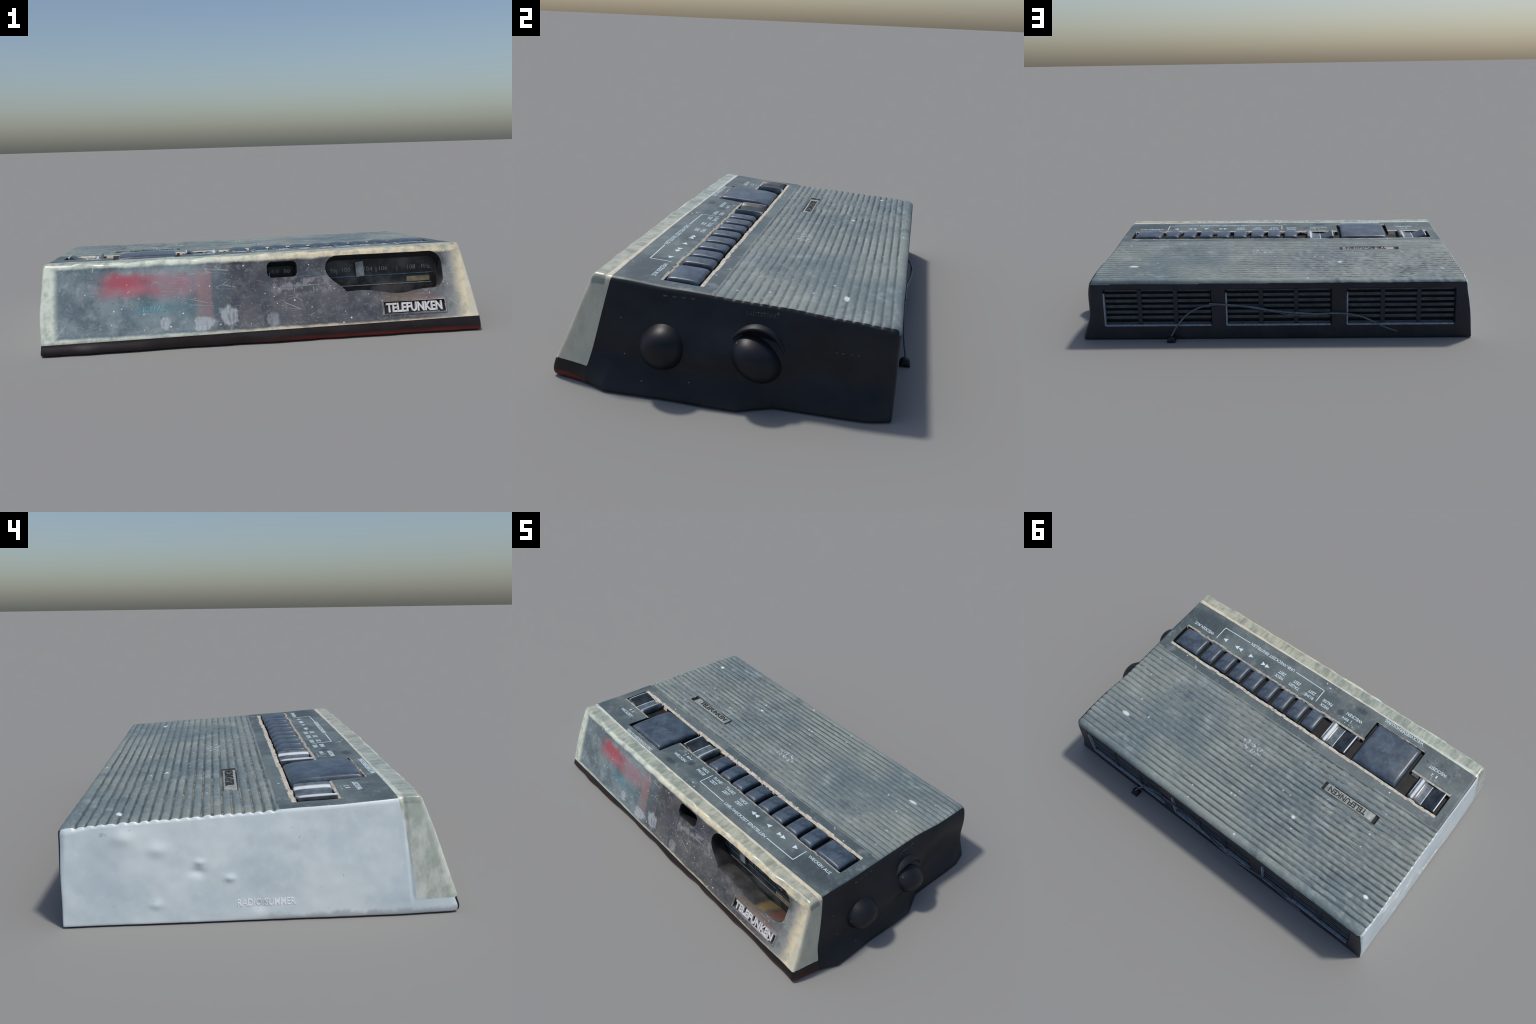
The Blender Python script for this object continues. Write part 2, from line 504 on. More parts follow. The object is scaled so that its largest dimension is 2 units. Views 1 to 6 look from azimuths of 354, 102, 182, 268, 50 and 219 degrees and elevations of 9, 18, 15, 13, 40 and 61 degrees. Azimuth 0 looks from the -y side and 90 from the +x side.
def window_material():
    g = Graph("scratched_clear_window")
    x, y, z = g.xyz(0), g.xyz(1), g.xyz(2)
    wob = g.times(g.math("SUBTRACT", g.noise(14, 3), 0.5), 0.02)
    soft = g.times(g.math("SUBTRACT", g.noise(7, 4), 0.5), 0.16)
    xw, zw, yw = (g.math("ADD", v, wob) for v in (x, z, y))
    xs, zs = g.math("ADD", x, soft), g.math("ADD", z, g.times(soft, 0.35))
    mott, blot, fine = g.noise(30, 5), g.noise(7, 4), g.noise(90, 4)
    left = g.mix(g.ramp(blot, 0.35, 0.65), lin(92, 107, 114), lin(128, 142, 146))
    right = g.mix(g.ramp(blot, 0.35, 0.65), lin(66, 67, 73), lin(98, 97, 98))
    c = g.mix(g.ramp(xs, -0.36, -0.16), left, right)
    c = g.mix(g.times(g.ramp(xs, 0.66, 0.84), 0.7), c, lin(150, 153, 150))
    milky = g.ramp(xs, -0.25, 0.0, 0.5, 0.22)
    c = g.mix(g.times(g.ramp(mott, 0.5, 0.75), milky), c, lin(160, 168, 170))
    c = g.mix(g.times(g.ramp(mott, 0.45, 0.3), 0.4), c, lin(70, 80, 88))
    c = g.mix(g.times(g.ramp(fine, 0.56, 0.72), 0.25), c, lin(170, 178, 178))
    # tinted things that show through: the red display, its ribbon, a teal shade
    red = g.times(g.band(xs, -0.72, -0.36, 0.06), g.band(zs, 0.222, 0.310, 0.022))
    c = g.mix(g.times(red, g.ramp(g.noise(12, 5), 0.3, 0.62, 0.25, 0.8)), c, lin(176, 98, 108))
    hot = g.patch(-0.615, 0.285, 0.075, 0.028, 0.6, 0.4, 14)
    c = g.mix(g.times(hot, 0.6), c, lin(164, 58, 74))
    mauve = g.times(g.band(xs, -0.50, -0.27, 0.05), g.band(zs, 0.20, 0.315, 0.03))
    c = g.mix(g.times(mauve, 0.35), c, lin(150, 128, 138))
    rose = g.times(g.band(xw, -0.325, -0.258, 0.008), g.band(zs, 0.115, 0.31, 0.03))
    c = g.mix(g.times(rose, 0.5), c, lin(156, 118, 116))
    teal = g.patch(-0.47, 0.165, 0.15, 0.03, 0.8, 0.4, 10)
    c = g.mix(g.times(teal, 0.3), c, lin(88, 134, 146))
    dusk = g.patch(0.56, 0.155, 0.09, 0.022, 0.6, 0.3, 14)
    c = g.mix(g.times(dusk, 0.5), c, lin(124, 108, 84))
    rust = g.patch(0.68, 0.152, 0.06, 0.020, 0.6, 0.3, 14)
    c = g.mix(g.times(rust, 0.45), c, lin(130, 96, 88))
    haze = g.times(g.band(xw, 0.0, 0.26, 0.03), g.band(zw, 0.195, 0.275, 0.02))
    c = g.mix(g.times(haze, g.ramp(g.noise(34, 3), 0.45, 0.6, 0.0, 0.5)), c, lin(158, 156, 158))
    works = g.times(g.band(xw, -0.17, -0.01, 0.015), g.band(zw, 0.195, 0.285, 0.02))
    c = g.mix(g.times(works, g.ramp(g.noise(26, 4), 0.42, 0.58, 0.65, 0.0)), c, lin(62, 62, 66))
    c = g.mix(g.times(g.band(xw, -0.255, -0.20, 0.006), g.times(g.band(zs, 0.19, 0.32, 0.02), 0.5)), c, lin(82, 98, 108))
    # dark halo: shading painted into the pane round the dial openings
    halo = g.times(g.band(xs, 0.20, 0.80, 0.03), g.ramp(zs, 0.25, 0.30))
    halo = g.most(halo, g.patch(0.05, 0.30, 0.10, 0.05, 0.5, 0.3, 12))
    c = g.mix(g.times(halo, g.ramp(g.noise(13, 4), 0.35, 0.6, 0.75, 0.35)), c, lin(46, 50, 54))
    # rubbed white blots along the lower edge
    streak = g.ramp(g.noise(30, 4, g.scaled(3.5, 1, 0.8, (0, 0.5, 0))), 0.32, 0.55, 0.45, 1.0)
    white = g.most(g.patch(-0.30, 0.098, 0.040, 0.028, 0.18, 0.35, 34), g.patch(-0.19, 0.125, 0.036, 0.040, 0.18, 0.35, 34),
                   g.patch(-0.46, 0.108, 0.021, 0.026, 0.25, 0.3, 34), g.times(g.patch(0.0, 0.100, 0.026, 0.030, 0.3, 0.4, 34), 0.55))
    c = g.mix(g.times(g.times(white, streak), 0.75), c, lin(178, 184, 190))
    cut = g.most(scratches(g, 3, (0, 0.55, 0), 0.007, 6, 0.56), scratches(g, 4, (0, -0.75, 0), 0.007, 5, 0.58),
                 scratches(g, 3.5, (0, 1.3, 0), 0.007, 4, 0.58), scratches(g, 3, (0, 0.9, 0), 0.006, 5, 0.57))
    c = g.mix(g.times(cut, 0.38), c, lin(205, 215, 212))
    c = g.mix(g.times(g.most(specks(g, 30, 0.15, 0.35), specks(g, 60, 0.17, 0.45)), 0.9), c, lin(222, 230, 228))
    # the pane's thick polished border, milky and slightly yellow-green
    rim = g.most(g.ramp(xw, -0.925, -0.895, 1, 0), g.ramp(xw, 0.805, 0.872), g.ramp(zw, 0.072, 0.058, 0, 1), g.ramp(zw, 0.336, 0.350))
    rimc = g.mix(g.ramp(x, -0.5, 0.4), lin(214, 222, 206), lin(228, 213, 180))
    rimc = g.mix(g.times(g.ramp(g.noise(24, 4), 0.45, 0.68), 0.6), rimc, lin(150, 162, 154))
    c = g.mix(g.times(rim, g.ramp(g.noise(18, 4), 0.25, 0.5, 0.55, 0.95)), c, rimc)
    # cloudy cheeks of the window on both short sides
    cheek = g.most(g.ramp(x, -0.952, -0.962), g.ramp(x, 0.868, 0.878))
    cheekc = g.mix(g.ramp(g.noise(12, 4, g.scaled(1, 2, 1, (0.6, 0, 0))), 0.35, 0.65), lin(168, 177, 168), lin(210, 214, 205))
    cheekc = g.mix(g.ramp(x, 0.0, 0.5, 0.0, 0.6), cheekc, lin(214, 204, 176))
    c = g.mix(g.times(cheek, 0.9), c, cheekc)
    # roof strip behind the rim
    roof = g.band(yw, -0.482, -0.425, 0.006)
    roofc = g.mix(g.ramp(g.noise(28, 4, g.scaled(1.2, 0.45, 1)), 0.36, 0.66), lin(124, 135, 125), lin(176, 180, 163))
    up = g.ramp(z, 0.338, 0.345)
    c = g.mix(g.times(g.times(roof, up), 0.8), c, roofc)
    line = g.times(g.band(yw, -0.428, -0.418, 0.003), up)
    c = g.mix(g.times(line, g.ramp(g.noise(9, 3), 0.35, 0.6, 0.2, 0.9)), c, lin(220, 212, 192))
    return g.finish(c, 0.26, 0.6, g.math("ADD", mott, g.times(fine, 0.6)), 0.13)

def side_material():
    g = Graph("glare_pale_casing")  # left end's reflected light painted in as a pale casing colour
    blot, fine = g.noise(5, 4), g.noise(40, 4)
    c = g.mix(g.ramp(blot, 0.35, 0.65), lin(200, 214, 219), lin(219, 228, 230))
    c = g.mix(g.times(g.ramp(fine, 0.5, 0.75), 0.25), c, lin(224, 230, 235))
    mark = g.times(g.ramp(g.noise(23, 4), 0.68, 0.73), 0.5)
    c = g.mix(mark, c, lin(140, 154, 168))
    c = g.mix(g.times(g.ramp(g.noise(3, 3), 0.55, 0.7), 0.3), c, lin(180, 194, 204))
    low_tone = g.times(g.ramp(g.math("ADD", g.xyz(2), g.times(g.noise(14, 4), 0.05)), 0.052, 0.035), g.ramp(g.xyz(1), 0.1, -0.1))
    c = g.mix(g.times(low_tone, 0.55), c, lin(134, 128, 132))  # darker low down towards the front
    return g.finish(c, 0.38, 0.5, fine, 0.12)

def dark_material(name, rgb=(38, 42, 50), rough=0.5):
    g = Graph(name)
    n, f = g.noise(8, 4), g.noise(45, 4)
    c0 = lin(*rgb)
    c = g.mix(g.ramp(n, 0.3, 0.7), tuple(v * 0.75 for v in c0), tuple(v * 1.3 for v in c0))
    c = g.mix(g.times(specks(g, 20, 0.07, 0.30), 0.6), c, lin(140, 150, 160))
    return g.finish(c, rough, 0.35, f, 0.1)

def key_material():
    g = Graph("blue_black_key")
    n, f = g.noise(14, 5), g.noise(60, 4)
    c = g.mix(g.ramp(n, 0.35, 0.65), lin(56, 68, 82), lin(78, 92, 106))
    c = g.mix(g.times(g.ramp(f, 0.55, 0.75), 0.4), c, lin(116, 130, 140))
    c = g.mix(g.times(specks(g, 34, 0.15, 0.45), 0.8), c, lin(200, 208, 210))
    return g.finish(c, 0.35, 0.5, f, 0.1)

def skirt_material():
    g = Graph("dark_red_black_skirt")
    n = g.noise(10, 4)
    c = g.mix(g.ramp(n, 0.3, 0.7), lin(20, 14, 16), lin(38, 27, 29))
    red = g.times(g.ramp(g.math("ADD", g.xyz(0), g.times(n, 0.3)), -0.1, 0.5),
                  g.ramp(g.math("ADD", g.xyz(2), g.times(g.math("SUBTRACT", n, 0.5), 0.02)), 0.026, 0.012))
    c = g.mix(g.times(red, 0.85), c, lin(120, 26, 14))
    return g.finish(c, 0.45, 0.4, n, 0.1)

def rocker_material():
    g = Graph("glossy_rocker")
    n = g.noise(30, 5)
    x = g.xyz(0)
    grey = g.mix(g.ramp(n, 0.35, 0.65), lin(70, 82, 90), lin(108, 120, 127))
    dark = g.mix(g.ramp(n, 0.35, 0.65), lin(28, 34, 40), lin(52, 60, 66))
    c = g.mix(g.ramp(x, -0.002, 0.001), dark, grey)  # dark half copies a baked reflection into the colour
    tone_mask = g.most(g.band(x, 0.048, 0.060, 0.003), g.times(g.ramp(x, -0.068, -0.072), g.ramp(g.xyz(2), 0.004, 0.008)), g.band(x, -0.003, 0.001, 0.001))  # bright edge bands are painted glints, plus the centre line
    c = g.mix(g.times(tone_mask, g.ramp(n, 0.25, 0.5, 0.6, 0.95)), c, lin(216, 222, 226))
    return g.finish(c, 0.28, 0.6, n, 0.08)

def shelf_material():
    g = Graph("dial_shelf_grey")
    x, n = g.xyz(0), g.noise(14, 4)
    xw = g.math("ADD", x, g.times(g.math("SUBTRACT", n, 0.5), 0.12))
    c = g.mix(g.ramp(n, 0.3, 0.7), lin(58, 58, 60), lin(88, 87, 86))
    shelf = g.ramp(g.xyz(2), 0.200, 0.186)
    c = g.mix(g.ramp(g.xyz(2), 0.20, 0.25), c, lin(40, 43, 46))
    c = g.mix(g.times(shelf, g.band(xw, 0.60, 0.66, 0.02)), c, lin(116, 102, 72))
    c = g.mix(g.times(shelf, g.ramp(xw, 0.66, 0.70)), c, lin(104, 76, 68))
    return g.finish(c, 0.4, 0.4, n, 0.1)

def dial_material():
    g = Graph("smoky_dial_face")
    n, f = g.noise(9, 4), g.noise(50, 4)
    c = g.mix(g.ramp(n, 0.42, 0.70), lin(26, 29, 33), lin(66, 70, 72))
    c = g.mix(g.times(g.ramp(f, 0.56, 0.74), 0.3), c, lin(96, 100, 102))
    blob = g.most(g.patch(0.55, 0.185, 0.06, 0.03, 0.5, 0.3, 16), g.patch(0.62, 0.30, 0.03, 0.03, 0.6, 0.4, 16))
    c = g.mix(g.times(blob, 0.6), c, lin(92, 90, 88))
    return g.finish(c, 0.4, 0.4, f, 0.1)

MAT = {}

def make_materials():
    MAT.update(
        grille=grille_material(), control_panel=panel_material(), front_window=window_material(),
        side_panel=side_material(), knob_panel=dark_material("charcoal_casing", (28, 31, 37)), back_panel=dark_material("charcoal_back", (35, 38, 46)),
        base_plate=dark_material("base_black", (30, 32, 38)), front_skirt=skirt_material(),
        key_slot_rim=plain("dusty_beige_rim", (188, 182, 168), 0.7, 0.14, 60),
        key_well=plain("well_black", (26, 25, 24), 0.6, 0.2, 30), badge_recess=plain("recess_black", (30, 32, 32), 0.6),
        dial_recess=dial_material(), vent_recess=plain("vent_black", (9, 10, 12), 0.6),
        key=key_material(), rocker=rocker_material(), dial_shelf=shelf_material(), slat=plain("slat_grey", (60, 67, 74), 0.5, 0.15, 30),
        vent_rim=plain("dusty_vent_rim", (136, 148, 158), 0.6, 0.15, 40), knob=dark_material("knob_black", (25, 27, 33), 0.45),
        wire=plain("wire_grey", (92, 100, 112), 0.5, 0.15, 60), print=plain("white_print", (206, 222, 226), 0.5, 0.08, 90),
        dim=plain("dim_print", (126, 132, 134), 0.5, 0.15, 60), faint=plain("faint_print", (62, 68, 72), 0.6, 0.2, 60),
        pale=plain("raised_silver", (206, 204, 206), 0.4, 0.08, 60), blue=plain("blue_line", (62, 96, 122), 0.5, 0.2, 40),
        teal=plain("teal_print", (104, 160, 172), 0.5, 0.2, 50), plate=plain("plate_grey", (148, 154, 150), 0.5, 0.15, 50),
        frame=plain("frame_silver", (176, 174, 168), 0.4, 0.12, 60), ink=plain("ink_black", (40, 44, 42), 0.6, 0.2, 50), amber=plain("dial_amber", (112, 104, 84), 0.5, 0.25, 20),
        needle=plain("dial_needle", (112, 122, 124), 0.4, 0.15, 30), sidewhite=plain("side_print", (242, 242, 246), 0.5, 0.04, 60))

# ------------------------------------------------------------------ objects
ROOT = None

def mesh_object(name, V, F, mat, smooth=True, parent=None):
    me = bpy.data.meshes.new(name)
    me.from_pydata([tuple(v) for v in V], [], [tuple(f) for f in F])
    me.update()
    me.materials.append(mat)
    if smooth:
        me.polygons.foreach_set("use_smooth", [True] * len(me.polygons))
    return add_object(name, me, parent)

def add_object(name, me, parent=None):
    o = bpy.data.objects.new(name, me)
    bpy.context.scene.collection.objects.link(o)
    o.parent = parent or ROOT
    return o

def shell_parts():
    V, F, part = split_shell()
    a, b, c, d = (V[F[:, i]] for i in range(4))
    fn = np.cross(c - a, d - b)
    N = np.zeros_like(V)
    for i in range(4):
        np.add.at(N, F[:, i], fn)
    N /= np.maximum(np.linalg.norm(N, axis=1, keepdims=True), 1e-12)
    made = {}
    for name in sorted(set(part)):
        f = F[part == name]
        used, inv = np.unique(f, return_inverse=True)
        f = inv.reshape(f.shape)
        me = bpy.data.meshes.new(name)
        me.vertices.add(len(used))
        me.vertices.foreach_set("co", V[used].astype(np.float32).ravel())
        me.loops.add(f.size)
        me.loops.foreach_set("vertex_index", f.astype(np.int32).ravel())
        me.polygons.add(len(f))
        me.polygons.foreach_set("loop_start", np.arange(0, f.size, 4, dtype=np.int32))
        me.update(calc_edges=True)
        me.validate()
        me.polygons.foreach_set("use_smooth", [True] * len(me.polygons))
        me.normals_split_custom_set_from_vertices([tuple(n) for n in N[used]])
        me.materials.append(MAT[name])
        made[name] = add_object(name, me)
    return made

def surface_z(x, y):
    return ztop(x, y) - top_relief(x, y)

def dome_block(w, d, h, dome=0.006, n=14, r=0.004, shape=None):
    """key cap: rounded block centred on x/y, top at z = 0 (plus dome), foot at -h"""
    gx, gy = np.linspace(-1, 1, n), np.linspace(-1, 1, n)
    gx, gy = np.sign(gx) * np.abs(gx) ** 0.8, np.sign(gy) * np.abs(gy) ** 0.8
    X, Y = np.meshgrid(gx, gy, indexing="ij")
    Z = dome * (1 - 0.75 * Y ** 4 - 0.8 * np.abs(X) ** 3) if shape is None else shape(X, Y)
    ex = np.maximum(np.abs(X) * w / 2 - (w / 2 - r), 0)
    ey = np.maximum(np.abs(Y) * d / 2 - (d / 2 - r), 0)
    e = np.minimum(np.hypot(ex, ey), r)
    Z = Z - (r - np.sqrt(np.maximum(r * r - e * e, 0)))
    V = np.stack([X * w / 2, Y * d / 2, Z], -1).reshape(-1, 3)
    idx = np.arange(n * n).reshape(n, n)
    F = [(idx[i, j], idx[i + 1, j], idx[i + 1, j + 1], idx[i, j + 1]) for i in range(n - 1) for j in range(n - 1)]
    ring = list(idx[:, 0]) + list(idx[-1, 1:]) + list(idx[-2::-1, -1]) + list(idx[0, -2:0:-1])
    V = V.tolist()
    base = len(V)
    for i in ring:
        V.append([V[i][0] * 1.03, V[i][1] * 1.03, -h])
    m = len(ring)
    F += [(ring[i], base + i, base + (i + 1) % m, ring[(i + 1) % m]) for i in range(m)]
    F.append(tuple(base + i for i in range(m - 1, -1, -1)))
    return np.array(V), F

def set_on_top(o, x, y, lift=0.0, roll=0.0):
    n = Vector((-0.008, 0.058, 1)).normalized()
    rot = n.to_track_quat("Z", "Y").to_matrix()
    rot = Vector((0, 0, 1)).rotation_difference(n).to_matrix()
    o.matrix_local = Matrix.Translation((x, y, ztop(x, y) + lift)) @ (rot @ Matrix.Rotation(roll, 3, "Y")).to_4x4()

def keys():
    V, F = dome_block(0.074, 0.113, 0.036, 0.0070, 16, 0.0035)
    first = mesh_object("key", V, F, MAT["key"])
    centres = [0.584, 0.487, 0.388, 0.290, 0.190, 0.090, -0.007, -0.104]
    for i, cx in enumerate(centres):
        o = first if i == 0 else first.copy()
        if i:
            bpy.context.scene.collection.objects.link(o)
        set_on_top(o, cx, -0.181 + RNG.uniform(-0.002, 0.002), 0.0045 + RNG.uniform(-0.0015, 0.0015), RNG.uniform(-0.02, 0.02))
    V, F = dome_block(0.148, 0.114, 0.036, 0.0065, 20, 0.0035)
    set_on_top(mesh_object("key", V, F, MAT["key"]), 0.722, -0.180, 0.0045)
    V, F = dome_block(0.256, 0.244, 0.036, 0.0, 26, 0.005,
                      lambda X, Y: 0.004 * (1 - X ** 4) - 0.010 * np.clip((Y - 0.35) / 0.65, 0, 1) ** 2 - 0.004 * np.clip((-Y - 0.6) / 0.4, 0, 1) ** 2)
    set_on_top(mesh_object("snooze_key", V, F, MAT["key"]), -0.527, -0.243, 0.011)

    def saddle(X, Y):
        h = np.interp(X, [-1, -0.86, -0.6, -0.3, -0.03, 0.0, 0.03, 0.3, 0.52, 0.7, 0.92, 1],
                      [0.012, 0.010, 0.001, -0.005, -0.008, -0.0065, -0.008, -0.007, -0.005, 0.001, 0.012, 0.013])
        return h - 0.003 * Y ** 4
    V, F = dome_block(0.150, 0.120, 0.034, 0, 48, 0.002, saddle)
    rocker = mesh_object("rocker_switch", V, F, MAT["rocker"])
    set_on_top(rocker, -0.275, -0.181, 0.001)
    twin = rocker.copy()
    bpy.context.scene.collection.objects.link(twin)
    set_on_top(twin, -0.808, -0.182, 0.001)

def block(name, lo, hi, mat, parent=None, bevel=0.0):
    x0, y0, z0 = lo
    x1, y1, z1 = hi
    V = [(x, y, z) for x in (x0, x1) for y in (y0, y1) for z in (z0, z1)]
    F = [(0, 1, 3, 2), (4, 6, 7, 5), (0, 4, 5, 1), (2, 3, 7, 6), (0, 2, 6, 4), (1, 5, 7, 3)]
    o = mesh_object(name, V, F, mat, False, parent)
    if bevel:
        m = o.modifiers.new("bevel", "BEVEL")
        m.width, m.segments = bevel, 2
    return o

def back_at(x):
    return back_y(0.5, (x + 0.97) / 1.88)

def vents():
    zs = np.linspace(VENT_Z[0] + 0.013, VENT_Z[1] - 0.004, 7)
    lean = -math.atan2(0.018, 1.88)
    for a, b in VENT_X:
        cx, half = (a + b) / 2, (b - a) / 2
        y = back_at(cx)

        def put(name, x0, y0, z0, x1, y1, z1, mat):
            o = block(name, (x0 - cx, y0, z0), (x1 - cx, y1, z1), MAT[mat], bevel=0.002)
            o.location, o.rotation_euler = (cx, y, 0), (0, 0, lean)
        for i in range(7):
            put("slat", a + 0.004, -0.026, zs[i] - 0.0080, b - 0.004, -0.011 - 0.0008 * (i % 2), zs[i] + 0.0075 - 0.004 * (i == 0), "slat")
        for k in (1, 2):
            mx = a + 2 * half * k / 3
            put("mullion", mx - 0.011, -0.026, VENT_Z[0] + 0.004, mx + 0.011, -0.008, VENT_Z[1] - 0.003, "back_panel")
        put("vent_rim", a + 0.004, -0.016, VENT_Z[0] - 0.002, b - 0.004, 0.0015, VENT_Z[0] + 0.006, "vent_rim")
        put("vent_rim", b - 0.007, -0.016, VENT_Z[0] + 0.001, b + 0.001, 0.0008, VENT_Z[1] - 0.020, "vent_rim")

def tube(name, pts, radius, mat):
    cu = bpy.data.curves.new(name, "CURVE")
    cu.dimensions, cu.bevel_depth, cu.bevel_resolution, cu.resolution_u = "3D", radius, 3, 8
    sp = cu.splines.new("NURBS")
    sp.points.add(len(pts) - 1)
    for p, c in zip(sp.points, pts):
        p.co = (*c, 1)
    sp.use_endpoint_u, sp.order_u = True, 3
    cu.use_fill_caps = True
    tmp = bpy.data.objects.new(name, cu)
    bpy.context.scene.collection.objects.link(tmp)
    dg = bpy.context.evaluated_depsgraph_get()
    me = bpy.data.meshes.new_from_object(tmp.evaluated_get(dg))
    bpy.data.objects.remove(tmp)
    me.materials.clear()
    me.materials.append(mat)
    me.polygons.foreach_set("use_smooth", [True] * len(me.polygons))
    me.name = name
    return add_object(name, me)

def wires():
    tube("aerial_wire", [(0.500, 0.606, 0.006), (0.480, 0.598, 0.045), (0.455, 0.588, 0.085), (0.400, 0.580, 0.145), (0.300, 0.579, 0.185),
                         (0.160, 0.580, 0.174), (0.030, 0.586, 0.155), (-0.10, 0.600, 0.140), (-0.22, 0.610, 0.137), (-0.320, 0.600, 0.138),
                         (-0.42, 0.590, 0.125), (-0.50, 0.588, 0.090), (-0.56, 0.587, 0.055), (-0.620, 0.584, 0.034)], 0.0042, MAT["wire"])
    tube("aerial_wire", [(0.300, 0.583, 0.187), (0.180, 0.582, 0.180), (0.06, 0.584, 0.165), (-0.04, 0.592, 0.143), (-0.16, 0.606, 0.143), (-0.26, 0.606, 0.134)], 0.003, MAT["wire"])
    tube("aerial_wire", [(0.02, 0.584, 0.150), (-0.08, 0.590, 0.128), (-0.18, 0.604, 0.128), (-0.28, 0.602, 0.134)], 0.0028, MAT["wire"])
    # blob where the wire leaves the case by the ground
    V, F = dome_block(0.040, 0.040, 0.012, 0.016, 12, 0.010, lambda X, Y: 0.016 * (1 - 0.4 * X * X - 0.4 * Y * Y))
    o = mesh_object("wire_foot", V, F, MAT["knob"])
    o.location = (0.490, 0.600, 0.0125)

def lathe(name, prof, mat, n=56):
    V, F = [], []
    for x, r in prof:
        for k in range(n):
            a = 2 * math.pi * k / n
            V.append((x, r * math.cos(a), r * math.sin(a)))
    for i in range(len(prof) - 1):
        for k in range(n):
            F.append((i * n + k, i * n + (k + 1) % n, (i + 1) * n + (k + 1) % n, (i + 1) * n + k))
    F.append(tuple((len(prof) - 1) * n + k for k in range(n)))
    return mesh_object(name, V, F, mat)

def knobs():
    prof = [(-0.05, 0.086), (0.012, 0.082), (0.034, 0.076), (0.052, 0.066), (0.065, 0.052), (0.073, 0.036), (0.077, 0.018), (0.078, 0.006)]
    k = lathe("knob", prof, MAT["knob"])
    k.location, k.rotation_euler, k.scale = (0.916, -0.205, 0.162), (0.1, 0.10, 0.05), (1, 1.0, 0.95)
    t = k.copy()
    bpy.context.scene.collection.objects.link(t)
    t.location, t.rotation_euler, t.scale = (0.914, 0.114, 0.160), (-0.6, 0.18, -0.05), (1, 1.12, 0.82)
    ring = lathe("knob_ring", [(-0.04, 0.100), (0.002, 0.100), (0.006, 0.097), (0.006, 0.092), (-0.004, 0.088)], MAT["knob_panel"])
    ring.location = (0.910, 0.110, 0.170)
    ring.rotation_euler = (0, 0.10, 0)

# ------------------------------------------------------------------ lettering
def text_mesh(body, width=None, height=0.02, thick=0.0008, bold=0.012):
    cu = bpy.data.curves.new("lettering", "FONT")
    cu.body, cu.size, cu.extrude, cu.offset = body, 1.0, 0.0, bold
    cu.resolution_u = 2
    cu.align_x, cu.align_y = "CENTER", "CENTER"
    tmp = bpy.data.objects.new("lettering", cu)
    bpy.context.scene.collection.objects.link(tmp)
    dg = bpy.context.evaluated_depsgraph_get()
    me = bpy.data.meshes.new_from_object(tmp.evaluated_get(dg))
    bpy.data.objects.remove(tmp)
    co = np.empty(len(me.vertices) * 3, np.float32)
    me.vertices.foreach_get("co", co)
    co = co.reshape(-1, 3)
    F = [tuple(p.vertices) for p in me.polygons]
    bpy.data.meshes.remove(me)
    lo, hi = co.min(0), co.max(0)
    co = co - (lo + hi) / 2
    sy = height / (hi[1] - lo[1])
    sx = width / (hi[0] - lo[0]) if width else sy
    return co[:, 0] * sx, co[:, 1] * sy, F

def thicken(P, F, normal, t):
    """give flat print a real thickness: copy lowered by t, with walls along open edges"""
    n = len(P)
    V = np.vstack([P, P - np.asarray(normal) * t])
    edges = {}
    for f in F:
        for a, b in zip(f, f[1:] + f[:1]):
            edges[(a, b)] = 1
    out = list(F) + [tuple(n + i for i in reversed(f)) for f in F]
    out += [(b, a, n + a, n + b) for (a, b) in edges if (b, a) not in edges]
    return V, out

def print_top(body, cx, cy, width, height, mat="print", lift=0.0008):
    tx, ty, F = text_mesh(body, width, height)
    x, y = cx + tx, cy + ty
    P = np.stack([x, y, surface_z(x, y) + lift], -1)
    V, F = thicken(P, F, (0, 0, 1), 0.003)
    return mesh_object("lettering", V, F, MAT[mat], False)

def strip_top(x0, y0, x1, y1, w, mat="print", lift=0.0008, name="printed_line"):
    n = 40
    t = np.linspace(0, 1, n)
    dx, dy = x1 - x0, y1 - y0
    L = math.hypot(dx, dy)
    ox, oy = -dy / L * w / 2, dx / L * w / 2
    P = []
    for s in (1, -1):
        x, y = x0 + dx * t + s * ox, y0 + dy * t + s * oy
        P.append(np.stack([x, y, surface_z(x, y) + lift], -1))
    P = np.vstack(P)
    F = [(n + i, n + i + 1, i + 1, i) for i in range(n - 1)]
    V, F = thicken(P, F, (0, 0, 1), 0.003)
    return mesh_object(name, V, F, MAT[mat], False)

def arrow_top(cx, cy, sgn):
    x = np.array([cx - sgn * 0.012, cx - sgn * 0.012, cx + sgn * 0.013])
    y = np.array([cy - 0.012, cy + 0.012, cy])
    P = np.stack([x, y, surface_z(x, y) + 0.0008], -1)
    V, F = thicken(P, [(0, 2, 1) if sgn > 0 else (0, 1, 2)], (0, 0, 1), 0.003)
    mesh_object("arrow_mark", V, F, MAT["print"], False)

